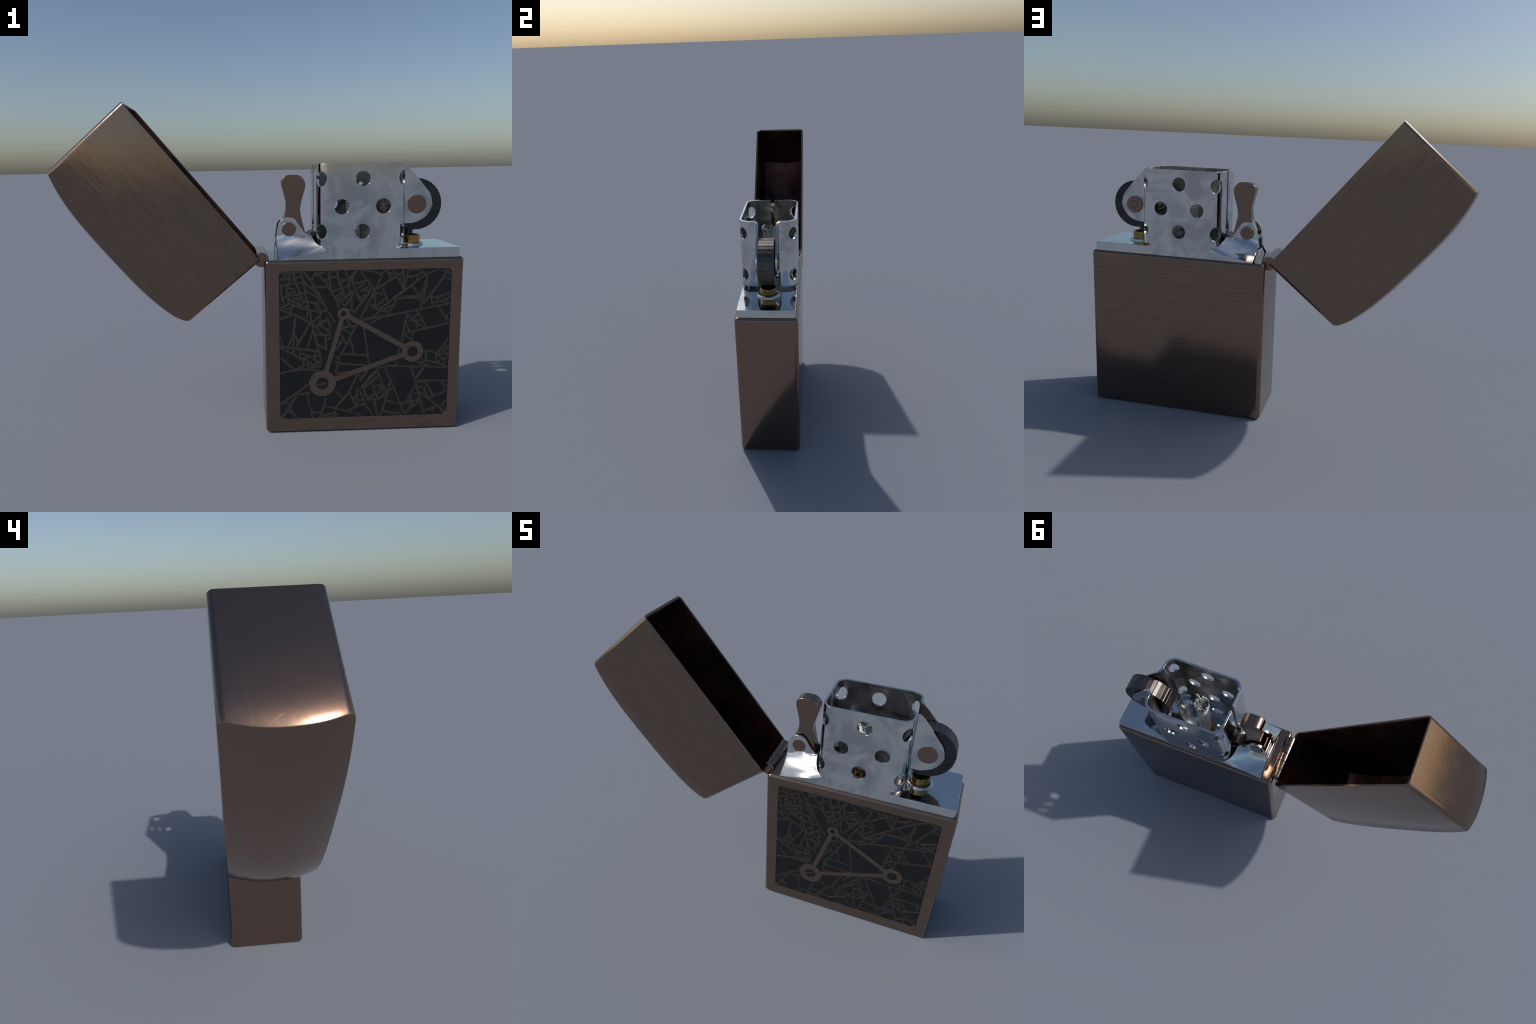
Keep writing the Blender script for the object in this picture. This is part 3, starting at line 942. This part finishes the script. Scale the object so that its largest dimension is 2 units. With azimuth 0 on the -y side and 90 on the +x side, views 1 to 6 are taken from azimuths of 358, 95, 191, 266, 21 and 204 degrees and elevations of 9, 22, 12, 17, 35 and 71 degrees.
# ---- wick ------------------------------------------------------------------------------
bm = bmesh.new()
STEPS, ROWS = 40, 90
foot, head_ = Vector((0.493, 0.004, 0.0)), Vector((0.480, -0.014, 0.0))
W0, W1 = 0.925, 1.222
rings = []
for k in range(ROWS + 1):
    f = k / ROWS
    z = W0 + (W1 - W0) * f
    c = foot.lerp(head_, f)
    flare = max(0.0, (f - 0.80) / 0.20)
    ring = []
    for i in range(STEPS):
        a = 2 * math.pi * i / STEPS
        twist = math.sin(2 * a + 0.0) * 0.5 + f * 34.0 + 0.9 * math.sin(a + 1.3)
        wr = 0.0312 + 0.0036 * math.sin(twist * 2 * math.pi / 1.6) + 0.0030 * noise.noise(Vector((math.cos(a) * 2, math.sin(a) * 2, z * 26)))
        wr += 0.0085 * flare ** 1.4 + flare * 0.008 * noise.noise(Vector((math.cos(a) * 5, math.sin(a) * 5, z * 40)))
        dz = flare ** 2 * 0.030 * noise.noise(Vector((math.cos(a) * 6, math.sin(a) * 6, 4.2)))
        ring.append(bm.verts.new((c.x + wr * math.cos(a), c.y + wr * math.sin(a), z + dz)))
    rings.append(ring)
for f in (0.72, 0.42, 0.16):                         # frayed hollow at the top
    ring = []
    for i in range(STEPS):
        a = 2 * math.pi * i / STEPS
        v = rings[ROWS][i].co
        q = head_.lerp(Vector((v.x, v.y, 0)), f)
        ring.append(bm.verts.new((q.x, q.y, W1 - 0.040 * (1 - f) + 0.016 * noise.noise(Vector((q.x * 150, q.y * 150, 1.7))))))
    rings.append(ring)
for a, b in zip(rings, rings[1:]):
    for i in range(STEPS):
        j = (i + 1) % STEPS
        bm.faces.new((a[i], a[j], b[j], b[i]))
bm.faces.new(rings[-1])
bm.faces.ensure_lookup_table()
for f in bm.faces[ROWS * STEPS:]:
    f.material_index = 1
make_object("wick", bm, [M_WICK, M_WICK_HOLLOW], insert, 40, weighted=False, origin=(0.484, -0.008, 0.925))

# loose fibres round the singed end: short tapering tufts
bm = bmesh.new()
for k in range(20):
    a = random.uniform(0, 2 * math.pi)
    r = random.uniform(0.026, 0.040)
    root = Vector((head_.x + r * math.cos(a), head_.y + r * math.sin(a), W1 - 0.006 + random.uniform(-0.010, 0.004)))
    d = Vector((math.cos(a) * random.uniform(0.1, 0.9), math.sin(a) * random.uniform(0.1, 0.9), random.uniform(0.5, 1.1))).normalized()
    side = d.cross(Vector((0, 0, 1))).normalized()
    up = side.cross(d)
    L, w = random.uniform(0.007, 0.016), random.uniform(0.0022, 0.0050)
    prev = None
    for s in range(4):
        t = s / 3
        c = root + d * L * t + Vector((math.cos(a), math.sin(a), 0)) * 0.008 * t * t * random.uniform(-1, 1)
        ww = w * (1 - 0.75 * t)
        cur = [bm.verts.new(c + side * ww * sx + up * ww * 0.35 * sy) for sx, sy in ((-1, -1), (1, -1), (1, 1), (-1, 1))]
        if prev:
            for i in range(4):
                bm.faces.new((prev[i], prev[(i + 1) % 4], cur[(i + 1) % 4], cur[i]))
        else:
            bm.faces.new(list(reversed(cur)))
        prev = cur
    bm.faces.new(prev)
fray = make_object("wick_fray", bm, M_WICK, insert, 50, origin=(0.484, -0.008, 0.925))
fray["kind"] = "stuff"
# one stiff singed flap standing up at the back edge
flap = rounded_box((-0.008, -0.002, 0.0), (0.010, 0.002, 0.034))
bmesh.ops.rotate(flap, verts=flap.verts, cent=(0, 0, 0), matrix=Matrix.Rotation(0.5, 3, "Y") @ Matrix.Rotation(0.3, 3, "X"))
bmesh.ops.translate(flap, verts=flap.verts, vec=(0.503, -0.036, 1.216))
make_object("wick_flap", flap, M_WICK, insert, 30, origin=(0.484, -0.008, 0.925))

collar = lathe([(0.0340, 0.9255), (0.0560, 0.9255), (0.0560, 0.9400), (0.0530, 0.9430), (0.0370, 0.9430), (0.0340, 0.9400)], "Z", 48, closed=True)
bmesh.ops.translate(collar, verts=collar.verts, vec=(0.492, 0.001, 0))
make_object("wick_collar", collar, M_BRASS, insert, 30)
